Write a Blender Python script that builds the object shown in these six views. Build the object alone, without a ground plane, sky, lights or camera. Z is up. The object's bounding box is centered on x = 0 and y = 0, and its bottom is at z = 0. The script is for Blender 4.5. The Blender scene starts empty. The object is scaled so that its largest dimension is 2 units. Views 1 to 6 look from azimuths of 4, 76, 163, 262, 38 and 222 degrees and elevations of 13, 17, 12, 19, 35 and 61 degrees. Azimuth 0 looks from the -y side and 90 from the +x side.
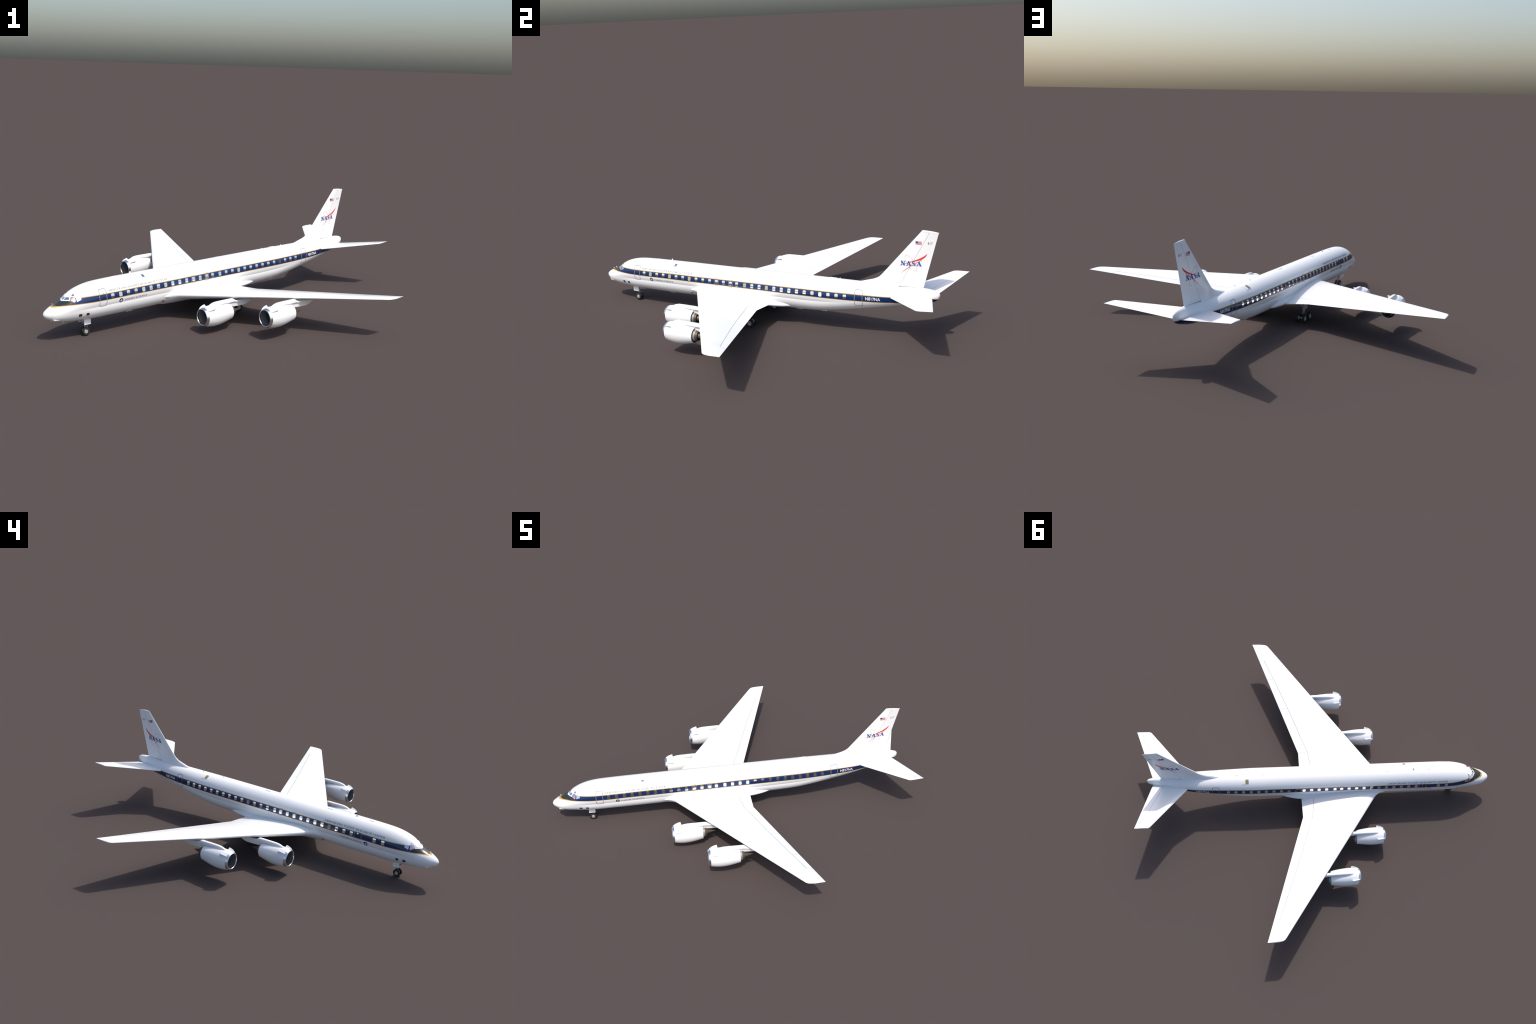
import bpy, bmesh, math, random
from mathutils import Vector, Matrix
from mathutils.bvhtree import BVHTree

random.seed(7)

# ---------------------------------------------------------------- frame
# Everything is modelled in the aircraft's own frame: x runs aft from the nose
# tip, y to starboard, z up from the ground.  The root empty turns that frame
# into the world frame (heading 47 degrees) below the wing.
ROOT_X = 1.2
HEADING = math.radians(47.0)
NOSE = Vector((-0.9458, -0.9933, 0.0))

root = bpy.data.objects.new("airliner", None)
root.empty_display_size = 0.2
bpy.context.scene.collection.objects.link(root)
root.rotation_euler = (0, 0, HEADING)
root.location = NOSE + Vector((math.cos(HEADING), math.sin(HEADING), 0)) * ROOT_X
root["label"] = "white four engine jet airliner with blue cheatline stripe"
root["category"] = "airplane"


def child(obj, parent=None):
    """Hang an object under the root (or under another part) in the aircraft frame."""
    bpy.context.scene.collection.objects.link(obj) if not obj.users_collection else None
    obj.parent = parent or root
    if parent is None:
        obj.location = (-ROOT_X, 0, 0)
    return obj


def empty_part(name):
    e = bpy.data.objects.new(name, None)
    e.empty_display_size = 0.02
    return child(e)


def mesh_obj(name, verts, faces, mat, parent=None, smooth=True, angle=35):
    me = bpy.data.meshes.new(name)
    me.from_pydata([tuple(v) for v in verts], [], faces)
    me.validate()
    bm = bmesh.new()
    bm.from_mesh(me)
    bmesh.ops.recalc_face_normals(bm, faces=bm.faces)
    bm.to_mesh(me)
    bm.free()
    if smooth:
        me.shade_smooth()
        me.set_sharp_from_angle(angle=math.radians(angle))
    for m in (mat if isinstance(mat, (list, tuple)) else [mat]):
        me.materials.append(m)
    return child(bpy.data.objects.new(name, me), parent)


# ---------------------------------------------------------------- curves
def pchip(pts):
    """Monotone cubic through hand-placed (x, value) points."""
    xs = [p[0] for p in pts]
    ys = [p[1] for p in pts]
    n = len(xs)
    h = [xs[i + 1] - xs[i] for i in range(n - 1)]
    d = [(ys[i + 1] - ys[i]) / h[i] for i in range(n - 1)]
    m = [d[0]] + [0.0] * (n - 2) + [d[-1]]
    for i in range(1, n - 1):
        if d[i - 1] * d[i] > 0:
            w1, w2 = 2 * h[i] + h[i - 1], h[i] + 2 * h[i - 1]
            m[i] = (w1 + w2) / (w1 / d[i - 1] + w2 / d[i])

    def f(x):
        if x <= xs[0]:
            return ys[0]
        if x >= xs[-1]:
            return ys[-1]
        lo, hi = 0, n - 1
        while hi - lo > 1:
            k = (lo + hi) // 2
            if xs[k] <= x:
                lo = k
            else:
                hi = k
        t = (x - xs[lo]) / h[lo]
        return ((1 + 2 * t) * (1 - t) ** 2 * ys[lo] + t * (1 - t) ** 2 * h[lo] * m[lo]
                + t * t * (3 - 2 * t) * ys[hi] + t * t * (t - 1) * h[lo] * m[hi])
    return f


def lerp(a, b, t):
    return a + (b - a) * t


# ---------------------------------------------------------------- materials
def new_mat(name):
    m = bpy.data.materials.new(name)
    m.use_nodes = True
    nt = m.node_tree
    return m, nt, nt.nodes["Principled BSDF"]


class N:
    """Tiny helper for wiring math nodes."""
    def __init__(self, nt):
        self.nt = nt

    def put(self, sock, v):
        if isinstance(v, (int, float)):
            sock.default_value = v
        elif isinstance(v, tuple):
            sock.default_value = v
        else:
            self.nt.links.new(v, sock)

    def math(self, op, a, b=0.0, c=None):
        n = self.nt.nodes.new("ShaderNodeMath")
        n.operation = op
        self.put(n.inputs[0], a)
        self.put(n.inputs[1], b)
        if c is not None:
            self.put(n.inputs[2], c)
        return n.outputs[0]

    def step(self, a, edge, soft=0.0003):
        """0 below edge, 1 above, softened over +-soft."""
        n = self.nt.nodes.new("ShaderNodeMapRange")
        n.clamp = True
        self.put(n.inputs[0], self.math("SUBTRACT", a, edge))
        n.inputs[1].default_value = -soft
        n.inputs[2].default_value = soft
        return n.outputs[0]

    def mix(self, fac, a, b):
        n = self.nt.nodes.new("ShaderNodeMix")
        n.data_type = "RGBA"
        self.put(n.inputs[0], fac)
        self.put(n.inputs[6], a)
        self.put(n.inputs[7], b)
        return n.outputs[2]

    def xyz(self):
        tc = self.nt.nodes.new("ShaderNodeTexCoord")
        s = self.nt.nodes.new("ShaderNodeSeparateXYZ")
        self.nt.links.new(tc.outputs["Object"], s.inputs[0])
        return s.outputs[0], s.outputs[1], s.outputs[2], tc.outputs["Object"]

    def curve(self, x, pts, x1=2.4, z0=0.1, z1=0.34):
        """Height as a function of x: a Float Curve over normalised ranges."""
        n = self.nt.nodes.new("ShaderNodeFloatCurve")
        c = n.mapping.curves[0]
        P = [(px / x1, (pz - z0) / (z1 - z0)) for px, pz in pts]
        c.points[0].location = P[0]
        c.points[1].location = P[-1]
        for p in P[1:-1]:
            c.points.new(*p)
        n.mapping.extend = "HORIZONTAL"
        n.mapping.update()
        n.inputs[0].default_value = 1.0
        self.put(n.inputs[1], self.math("DIVIDE", x, x1))
        return self.math("MULTIPLY_ADD", n.outputs[0], z1 - z0, z0)

    def noise(self, vec, scale, detail=3.0):
        n = self.nt.nodes.new("ShaderNodeTexNoise")
        n.inputs["Scale"].default_value = scale
        n.inputs["Detail"].default_value = detail
        self.nt.links.new(vec, n.inputs["Vector"])
        return n.outputs[0]


WHITE = (0.87, 0.87, 0.87, 1)
BLUE = (0.006, 0.027, 0.110, 1)
GOLD = (0.56, 0.33, 0.055, 1)
BLACK = (0.030, 0.034, 0.037, 1)


def simple(name, col, rough=0.4, metal=0.0, grain=0.0, gscale=60.0, coat=0.0):
    m, nt, b = new_mat(name)
    k = N(nt)
    b.inputs["Roughness"].default_value = rough
    b.inputs["Metallic"].default_value = metal
    b.inputs["Coat Weight"].default_value = coat
    if grain:
        x, y, z, vec = k.xyz()
        f = k.noise(vec, gscale)
        lo = tuple(c * (1 - grain) for c in col[:3]) + (1,)
        hi = tuple(min(1, c * (1 + grain)) for c in col[:3]) + (1,)
        nt.links.new(k.mix(f, lo, hi), b.inputs["Base Color"])
    else:
        b.inputs["Base Color"].default_value = col
    return m


# cheatline: height of its upper and lower gold lines along the body
LINE_TOP = [(0.0, 0.2358), (0.19, 0.2358), (0.23, 0.2368), (0.285, 0.2373), (0.36, 0.238), (0.445, 0.239), (0.54, 0.2408),
            (0.82, 0.2440), (1.15, 0.2485), (1.5, 0.2525), (1.82, 0.2570), (2.05, 0.2605), (2.2, 0.2640),
            (2.285, 0.2660), (2.314, 0.2630), (2.4, 0.2630)]
LINE_BOT = [(0.0, 0.1948), (0.05, 0.1948), (0.06, 0.1963), (0.09, 0.1985), (0.12, 0.2005), (0.15, 0.2020), (0.19, 0.2032),
            (0.28, 0.2033), (0.4, 0.2040), (0.475, 0.2055), (0.63, 0.2065), (0.82, 0.2080), (1.15, 0.2110), (1.5, 0.2140),
            (1.7, 0.2165), (1.82, 0.2185), (1.9, 0.2203), (2.0, 0.2235), (2.07, 0.2270), (2.1, 0.2272), (2.15, 0.2243), (2.19, 0.2210),
            (2.22, 0.2150), (2.26, 0.2), (2.4, 0.2)]


def cheatline(k, x, z, fuzz=0.0003):
    zt = k.curve(x, LINE_TOP)
    zb = k.curve(x, LINE_BOT)
    band = k.math("MULTIPLY", k.step(z, zb, fuzz), k.math("SUBTRACT", 1.0, k.step(z, zt, fuzz)))
    return zt, zb, band


def body_paint():
    m, nt, b = new_mat("body_paint")
    k = N(nt)
    x, y, z, vec = k.xyz()
    zt, zb, band = cheatline(k, x, z)
    gold_w = 0.0018
    dt = k.math("ABSOLUTE", k.math("SUBTRACT", z, zt))
    wb = k.math("ADD", gold_w, k.math("MULTIPLY", 0.0002, k.math("SUBTRACT", 1.0, k.step(x, 0.09, 0.04))))
    db = k.math("ABSOLUTE", k.math("SUBTRACT", z, zb))
    g = k.math("MAXIMUM", k.math("SUBTRACT", 1.0, k.step(dt, gold_w)),
               k.math("SUBTRACT", 1.0, k.step(db, wb)))
    front = k.math("SUBTRACT", 1.0, k.step(x, 0.1528, 0.0004))
    # anti-glare panel: forward of x = .1528, between the lower line and the windshield base
    base = k.curve(x, [(0, 0.2165), (0.10, 0.2165), (0.11, 0.2195), (0.131, 0.2217), (0.153, 0.2135), (2.4, 0.2135)])
    panel = k.math("MULTIPLY", front, k.math("MULTIPLY", k.step(z, zb), k.math("SUBTRACT", 1.0, k.step(z, base))))
    stripe = k.math("MULTIPLY", band, k.math("SUBTRACT", 1.0, front))
    col = k.mix(stripe, WHITE, BLUE)
    col = k.mix(panel, col, BLACK)
    g_top_ok = k.step(x, 0.1855, 0.0006)
    gt = k.math("MULTIPLY", k.math("SUBTRACT", 1.0, k.step(dt, gold_w)), g_top_ok)
    gb = k.math("SUBTRACT", 1.0, k.step(db, wb))
    col = k.mix(k.math("MAXIMUM", gt, gb), col, GOLD)
    nt.links.new(col, b.inputs["Base Color"])
    b.inputs["Roughness"].default_value = 0.2
    b.inputs["Specular IOR Level"].default_value = 0.5
    return m


def seam_paint():
    """Door seams: navy on the white skin, gold where they cross the stripe."""
    m, nt, b = new_mat("door_seam_paint")
    k = N(nt)
    x, y, z, vec = k.xyz()
    zt, zb, band = cheatline(k, x, z)
    nt.links.new(k.mix(band, (0.035, 0.05, 0.13, 1), GOLD), b.inputs["Base Color"])
    b.inputs["Roughness"].default_value = 0.4
    return m


M_BODY = body_paint()
M_WHITE = simple("white_paint", WHITE, 0.22)
M_SEAM = seam_paint()
M_EXIT = simple("exit_seam_paint", (0.16, 0.15, 0.13, 1), 0.5)
M_GLASS = simple("mirror_glass", (0.88, 0.90, 0.92, 1), 0.06, 1.0)
M_RED = simple("red_paint", (0.62, 0.035, 0.04, 1), 0.4)
M_CHROME = simple("polished_metal", (0.84, 0.85, 0.87, 1), 0.28, 1.0)
M_DUCT = simple("inlet_duct", (0.14, 0.145, 0.15, 1), 0.4, 0.0, 0.35, 90)
M_DARK = simple("dark_cavity", (0.02, 0.02, 0.022, 1), 0.6)
M_FAN = simple("fan_blade_metal", (0.09, 0.095, 0.10, 1), 0.4, 0.6)
M_BURNT = simple("burnt_nozzle_metal", (0.105, 0.082, 0.060, 1), 0.5, 0.3, 0.3, 140)
M_GREY = simple("grey_metal", (0.33, 0.34, 0.35, 1), 0.45, 0.3)
M_GEAR = simple("gear_paint", (0.50, 0.51, 0.52, 1), 0.45)
M_TYRE = simple("tyre_rubber", (0.018, 0.018, 0.019, 1), 0.7, 0.0, 0.3, 200)
M_RIM = simple("wheel_rim", (0.55, 0.54, 0.51, 1), 0.35, 0.4)
M_LETTER = simple("lettering_grey", (0.055, 0.055, 0.06, 1), 0.5)
M_LWHITE = simple("lettering_white", (0.80, 0.80, 0.80, 1), 0.5)
M_LBLUE = simple("lettering_blue", (0.008, 0.075, 0.32, 1), 0.45)
M_LRED = simple("emblem_red", (0.70, 0.03, 0.02, 1), 0.45)
M_LGOLD = simple("emblem_gold", (0.62, 0.38, 0.10, 1), 0.45)
M_FLAGR = simple("flag_red", (0.50, 0.03, 0.045, 1), 0.5)
M_FLAGB = simple("flag_blue", (0.045, 0.05, 0.20, 1), 0.5)
M_GAP_STRIP = simple("gap_strip_dark_grey", (0.13, 0.13, 0.14, 1), 0.6)  # dark grey chosen so that the hinge gaps show as thin lines
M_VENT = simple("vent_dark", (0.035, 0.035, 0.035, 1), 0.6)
M_HATCH = simple("hatch_ochre", (0.27, 0.22, 0.09, 1), 0.5)

# ---------------------------------------------------------------- fuselage
PITCH = 0.0105
Z_TOP = pchip([(0, 0.155), (0.004, 0.1655), (0.012, 0.1735), (0.02, 0.179), (0.045, 0.1925), (0.07, 0.203),
               (0.095, 0.2125), (0.105, 0.2175), (0.13, 0.236), (0.155, 0.2530), (0.18, 0.2660), (0.21, 0.2770),
               (0.25, 0.2870), (0.30, 0.2938), (0.35, 0.2965), (0.45, 0.2992), (1.0, 0.3050), (1.5, 0.3100),
               (1.85, 0.3120), (2.0, 0.3130), (2.1, 0.3150), (2.2275, 0.3172), (2.275, 0.3138), (2.309, 0.305),
               (2.319, 0.297), (2.3235, 0.286)])
Z_BOT = pchip([(0, 0.155), (0.004, 0.1450), (0.012, 0.1355), (0.03, 0.1240), (0.036, 0.1200), (0.044, 0.1140),
               (0.07, 0.1075), (0.1, 0.1020), (0.14, 0.0970), (0.2, 0.0922), (0.3, 0.0898), (0.45, 0.0898),
               (1.0, 0.0952), (1.40, 0.0990), (1.5, 0.1015), (1.6, 0.1070), (1.72, 0.1233), (1.874, 0.1502),
               (2.0226, 0.1815), (2.109, 0.2008), (2.22, 0.2245), (2.281, 0.2418), (2.305, 0.2535),
               (2.319, 0.270), (2.3235, 0.286)])
HALF_W = pchip([(0, 0.0), (0.004, 0.0125), (0.012, 0.0225), (0.02, 0.0295), (0.05, 0.0475), (0.1, 0.0610),
                (0.14, 0.0690), (0.2, 0.0810), (0.25, 0.0875), (0.3, 0.0905), (0.36, 0.0913), (1.60, 0.0913),
                (1.72, 0.0885), (1.83, 0.0830), (1.93, 0.0765), (2.0, 0.0705), (2.06, 0.0615), (2.13, 0.0485),
                (2.22, 0.0310), (2.285, 0.0190), (2.31, 0.0120), (2.319, 0.0065), (2.3235, 0.0)])
MID_Z = pchip([(0, 0.155), (0.05, 0.157), (0.1, 0.165), (0.14, 0.175), (0.2, 0.187), (0.3, 0.1935), (0.45, 0.1955),
               (1.5, 0.2065), (1.72, 0.2155), (1.874, 0.2325), (2.0226, 0.2490), (2.109, 0.2590),
               (2.281, 0.2785), (2.3235, 0.2860)])
CREASE = pchip([(0, 0), (0.06, 0), (0.28, 1), (1.55, 1), (1.95, 0), (2.4, 0)])


def section(x):
    """Upper and lower lobe of the double-bubble section: (centre z, half width, half height)."""
    k = CREASE(x)
    zt, zb, a, zm = Z_TOP(x), Z_BOT(x), HALF_W(x), MID_Z(x)
    s = a / 0.0907
    zu = zm + 0.0125 * k * s
    zl = zm - 0.0285 * k * s
    al = a * (1 - 0.074 * k)
    return (zu, a, max(zt - zu, 1e-5)), (zl, al, max(zl - zb, 1e-5))


def half_width(lobe, z):
    c, a, h = lobe
    t = (z - c) / h
    return a * math.sqrt(max(0.0, 1 - t * t))


NU, NL = 26, 20


def ring(x):
    """Half section from the top centre to the bottom centre; returns list of (y, z) and crease index."""
    up, lo = section(x)
    zu, au, hu = up
    zl, al, hl = lo

    # below its centre the upper lobe keeps its own radius: mirror its width law
    def wu(z):
        r = au
        t = (z - zu) / (hu if z > zu else au)
        return r * math.sqrt(max(0.0, 1 - t * t))

    def wl(z):
        t = (z - zl) / (hl if z < zl else al)
        return al * math.sqrt(max(0.0, 1 - t * t))
    a, b = zl, zu
    if b - a < 1e-6:
        zc = zu
    else:
        zc = None
        for _ in range(40):
            m = 0.5 * (a + b)
            if wu(m) > wl(m):
                b = m
            else:
                a = m
        zc = 0.5 * (a + b)
    pts = []
    # upper arc by angle
    end_t = (zc - zu) / (au if au > 1e-9 else 1)
    end_ang = math.pi / 2 + math.asin(max(-1, min(1, -end_t)))
    for i in range(NU + 1):
        t = end_ang * i / NU
        if t <= math.pi / 2:
            pts.append((au * math.sin(t), zu + hu * math.cos(t)))
        else:
            pts.append((au * math.sin(t), zu + au * math.cos(t)))
    s = (zc - zl) / (al if al > 1e-9 else 1)
    start = math.asin(max(-1, min(1, s)))
    for i in range(1, NL + 1):
        t = lerp(start, -math.pi / 2, i / NL)
        if t >= 0:
            pts.append((al * math.cos(t), zl + al * math.sin(t)))
        else:
            pts.append((al * math.cos(t), zl + hl * math.sin(t)))
    return pts


def build_body():
    xs = [0.06 * (i / 26) ** 2 for i in range(1, 27)]
    xs += [0.06 + 0.24 * i / 60 for i in range(1, 61)]
    xs += [0.30 + 1.25 * i / 70 for i in range(1, 71)]
    xs += [1.55 + 0.70 * i / 60 for i in range(1, 61)]
    xs += [2.3235 - 0.0735 * ((24 - i) / 24) ** 2 for i in range(1, 24)]
    verts, faces = [], []
    n = NU + NL
    per = 2 * n
    for x in xs:
        h = ring(x)
        full = h + [(-y, z) for y, z in h[-2:0:-1]]
        verts += [(x, y, z) for y, z in full]
    for s in range(len(xs) - 1):
        for i in range(per):
            j = (i + 1) % per
            faces.append((s * per + i, s * per + j, (s + 1) * per + j, (s + 1) * per + i))
    tip = len(verts)
    verts.append((0, 0, Z_TOP(0)))
    end = len(verts)
    verts.append((2.3235, 0, Z_TOP(2.3235)))
    last = (len(xs) - 1) * per
    for i in range(per):
        j = (i + 1) % per
        faces.append((tip, j, i))
        faces.append((end, last + i, last + j))
    ob = mesh_obj("fuselage", verts, faces, M_BODY, angle=80)
    # crease between the two lobes
    me = ob.data
    sharp = me.attributes.get("sharp_edge") or me.attributes.new("sharp_edge", "BOOLEAN", "EDGE")
    for e in me.edges:
        a, b = e.vertices
        if a < last + per and b < last + per and a % per == b % per and a % per in (NU, per - NU):
            if CREASE(xs[a // per]) > 0.35:
                sharp.data[e.index].value = True
    return ob


fuselage = build_body()


def bvh_of(ob):
    bm = bmesh.new()
    bm.from_mesh(ob.data)
    t = BVHTree.FromBMesh(bm)
    bm.free()
    return t


BODY = bvh_of(fuselage)


# ---------------------------------------------------------------- lifting surfaces
def airfoil(c, t):
    """Half thickness of a NACA-like section at chord fraction c (t = thickness/chord)."""
    c = min(max(c, 0.0), 1.0)
    return 5 * t * (0.2969 * math.sqrt(c) - 0.1260 * c - 0.3516 * c * c + 0.2843 * c ** 3 - 0.1026 * c ** 4)


def slab(name, stations, place, mat, parent=None, n=22, angle=40):
    """Loft an airfoil slice.  stations: list of (s, c0, c1); place(s, c, side) -> point,
    side +1 upper / -1 lower surface."""
    verts, faces = [], []
    per = 2 * (n + 1)
    for s, c0, c1 in stations:
        cs = []
        for i in range(n + 1):
            u = i / n
            if c0 <= 0:
                u = 1 - math.cos(u * math.pi / 2)
                u = u ** 1.15
            cs.append(lerp(c0, c1, u))
        verts += [place(s, c, 1) for c in cs]
        verts += [place(s, c, -1) for c in reversed(cs)]
    for k in range(len(stations) - 1):
        for i in range(per):
            j = (i + 1) % per
            faces.append((k * per + i, k * per + j, (k + 1) * per + j, (k + 1) * per + i))
    for k in (0, len(stations) - 1):
        b = k * per
        for i in range(n):
            f = (b + i, b + i + 1, b + per - 2 - i, b + per - 1 - i)
            faces.append(f)
    ob = mesh_obj(name, verts, faces, mat, parent, angle=angle)
    bm = bmesh.new()
    bm.from_mesh(ob.data)
    bmesh.ops.remove_doubles(bm, verts=bm.verts, dist=2e-6)
    bmesh.ops.dissolve_degenerate(bm, dist=1e-7, edges=bm.edges)
    bmesh.ops.recalc_face_normals(bm, faces=bm.faces)
    bm.to_mesh(ob.data)
    bm.free()
    ob.data.shade_smooth()
    ob.data.set_sharp_from_angle(angle=math.radians(angle))
    return ob


# --- wing planform (y = distance from the centre line)
W_TIP = 1.1244


def wing_le(y):
    x = 0.7741 + 0.6792 * (y - 0.09)
    z = 0.1547 + 0.0912 * (y - 0.09)
    g = max(0.0, (0.125 - y) / 0.045)          # root glove sweeps forward
    x -= 0.030 * g * g
    if y > 1.104:                              # rounded tip corner
        t = (y - 1.104) / (W_TIP - 1.104)
        x += 0.012 * t ** 2 + 0.030 * t ** 6
    return x, z


def wing_te(y):
    if y >= 0.2492:
        return 1.2431 + 0.3219 * (y - 0.09), 0.1241 + 0.1229 * (y - 0.09)
    return 1.2937, 0.1438 - (0.2492 - y) * 0.11


WING_T = pchip([(0.0, 0.130), (0.09, 0.130), (0.25, 0.119), (0.6, 0.105), (1.0, 0.10), (1.08, 0.098), (W_TIP, 0.06)])


# the inner wing carries its curve below the chord line, the outer wing above it
W_CAMBER = pchip([(0, -0.011), (0.09, -0.011), (0.22, -0.005), (0.45, 0.004), (0.7, 0.010), (1.2, 0.012)])

W_AFT = pchip([(0, 0.026), (0.12, 0.026), (0.40, 0.0), (1.2, 0.0)])   # root crest sits well aft


def wing_place(sign):
    def f(s, c, side):
        y = min(s, W_TIP)
        xl, zl = wing_le(y)
        xt, zt = wing_te(y)
        ch = xt - xl
        t = WING_T(y)
        camber = ch * 4 * c * (1 - c) * (W_CAMBER(y) + W_AFT(y) * (c - 0.35))
        th = airfoil(c, t) * ch
        if y > W_TIP - 0.008:                  # round the tip edge off
            q = (y - (W_TIP - 0.008)) / 0.008
            th *= math.sqrt(max(0.0, 1 - 0.96 * q * q))
        return (lerp(xl, xt, c), sign * y, lerp(zl, zt, c) + camber + side * th)
    return f


GAP = 0.0021
Y_FLAP0, Y_KINK, Y_AIL, Y_TAB, Y_AILEND = 0.105, 0.2492, 0.592, 0.832, 0.985
HINGE = pchip([(0.0, 0.84), (0.25, 0.84), (0.592, 0.80), (0.985, 0.765), (1.2, 0.76)])


def build_wing(sign):
    w = empty_part("wing")
    pl = wing_place(sign)
    ys = [0.03, 0.06, 0.08, 0.088, 0.095, 0.1, Y_FLAP0]
    st = [(y, 0, 1) for y in ys]
    e = 0.0004

    def gap(y):
        xl, _ = wing_le(y)
        xt, _ = wing_te(y)
        return GAP / (xt - xl)
    span = [Y_FLAP0 + e, 0.112, 0.12, 0.15, 0.2, Y_KINK - 0.0005, Y_KINK, 0.3, 0.36, 0.42, 0.5, Y_AIL, 0.65, 0.75, Y_TAB, 0.9, Y_AILEND]
    st += [(y, 0, HINGE(y)) for y in span]
    st += [(Y_AILEND + e, 0, 1)]
    st += [(y, 0, 1) for y in (1.03, 1.06, 1.075, 1.085, 1.095, 1.105, 1.112, 1.1164, 1.119, 1.121, 1.1225, 1.1235, 1.1240, W_TIP)]
    slab("wing_panel", st, pl, M_WHITE, w, n=26)
    for nm, y0, y1, mid in (("flap", Y_FLAP0, Y_KINK, (0.15, 0.2)), ("flap", Y_KINK, Y_AIL, (0.36, 0.5)),
                            ("aileron", Y_AIL, Y_TAB, (0.7,)), ("aileron", Y_TAB, Y_AILEND, (0.9,))):
        yy = [y0 + 0.0008] + list(mid) + [y1 - 0.0005]
        slab(nm, [(y, HINGE(y) + gap(y), 1) for y in yy], pl, M_WHITE, w, n=8)
    # dark grey strips inside the hinge gaps, a little below the skin, so that the gaps show as lines
    thin = lambda q: (lambda s, c, side: tuple(0.5 * (a + b) + (0.96 * 0.5) * (a - b) for a, b in zip(q(s, c, side), q(s, c, -side))))
    pt = thin(pl)
    yy = [Y_FLAP0 + 0.001, 0.15, 0.2, Y_KINK, 0.3, 0.4, 0.5, Y_AIL, 0.7, Y_TAB, 0.9, Y_AILEND - 0.001]
    slab("dark_gap_strip", [(y, HINGE(y) - 0.01, HINGE(y) + gap(y) + 0.01) for y in yy], pt, M_GAP_STRIP, w, n=4)
    for y in (Y_KINK, Y_AIL, Y_TAB, Y_AILEND):
        slab("dark_gap_strip", [(y - 0.0012, HINGE(y), 0.985), (y + 0.0012, HINGE(y), 0.985)], pt, M_GAP_STRIP, w, n=6)
    return w


wings = {s: build_wing(s) for s in (-1, 1)}

# --- wing root fairing: a long lens around the root, running aft of the trailing edge
F_OUT = pchip([(0.70, 0.070), (0.735, 0.0865), (0.80, 0.095), (1.0, 0.101), (1.25, 0.1035), (1.31, 0.1005), (1.37, 0.088), (1.44, 0.064)])
F_MID = pchip([(0.70, 0.152), (0.80, 0.152), (1.0, 0.146), (1.25, 0.132), (1.44, 0.132)])
F_HGT = pchip([(0.70, 0.006), (0.74, 0.018), (0.80, 0.022), (1.0, 0.026), (1.25, 0.022), (1.37, 0.018), (1.44, 0.004)])


def build_fairing(sign):
    verts, faces = [], []
    n = 14
    xs = [0.70 + 0.74 * i / 60 for i in range(61)]
    for x in xs:
        for i in range(n + 1):
            t = lerp(-math.pi / 2, math.pi / 2, i / n)
            verts.append((x, sign * (0.055 + (F_OUT(x) - 0.055) * math.cos(t)), F_MID(x) + F_HGT(x) * math.sin(t)))
    for k in range(len(xs) - 1):
        for i in range(n):
            faces.append((k * (n + 1) + i, k * (n + 1) + i + 1, (k + 1) * (n + 1) + i + 1, (k + 1) * (n + 1) + i))
    mesh_obj("root_fairing", verts, faces, M_WHITE, wings[sign], angle=60)


for s in (-1, 1):
    build_fairing(s)


# --- tailplane
def tail_le(y):
    x = 2.0544 + 0.8159 * (y - 0.06)
    if y > 0.352:
        x += 0.006 * ((y - 0.352) / 0.0078) ** 2
    return x, 0.257 + 0.2041 * (y - 0.06)


def tail_te(y):
    return 2.2965 + 0.3166 * (y - 0.06), 0.2722 + 0.1724 * (y - 0.06)


H_TIP = 0.3598


def tail_place(sign):
    def f(s, c, side):
        xl, zl = tail_le(s)
        xt, zt = tail_te(s)
        ch = xt - xl
        th = airfoil(c, 0.087) * ch
        if s > H_TIP - 0.004:
            q = (s - (H_TIP - 0.004)) / 0.004
            th *= math.sqrt(max(0, 1 - 0.95 * q * q))
        return (lerp(xl, xt, c), sign * s, lerp(zl, zt, c) + side * th)
    return f


def build_tailplane(sign):
    h = empty_part("tailplane")
    pl = tail_place(sign)
    hin = 0.70
    ys = [0.02, 0.036]
    st = [(y, 0, 1) for y in ys] + [(0.0365, 0, hin)] + [(y, 0, hin) for y in (0.1, 0.2, 0.3, 0.335)]
    st += [(0.3352, 0, 1)] + [(y, 0, 1) for y in (0.345, 0.352, 0.356, 0.358, 0.359, 0.3595, H_TIP)]
    slab("stabilizer", st, pl, M_WHITE, h, n=22)
    thin = lambda s, c, side: tuple(0.5 * (a + b) + 0.48 * (a - b) for a, b in zip(pl(s, c, side), pl(s, c, -side)))
    slab("dark_gap_strip", [(y, hin - 0.01, hin + 0.02) for y in (0.037, 0.1, 0.2, 0.3346)], thin, M_GAP_STRIP, h, n=4)
    slab("elevator", [(y, hin + 0.0011 / 0.15, 1) for y in (0.037, 0.1, 0.2, 0.3346)], pl, M_WHITE, h, n=8)
    return h


for s in (-1, 1):
    build_tailplane(s)

# --- fin: stations are heights; dorsal fillet sweeps the leading edge forward near the body
FIN_LE = pchip([(0.290, 1.80), (0.311, 1.835), (0.318, 1.862), (0.326, 1.888), (0.338, 1.930), (0.355, 1.9655), (0.370, 1.9815),
                (0.3835, 1.9930), (0.3925, 2.0005)])


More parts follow.
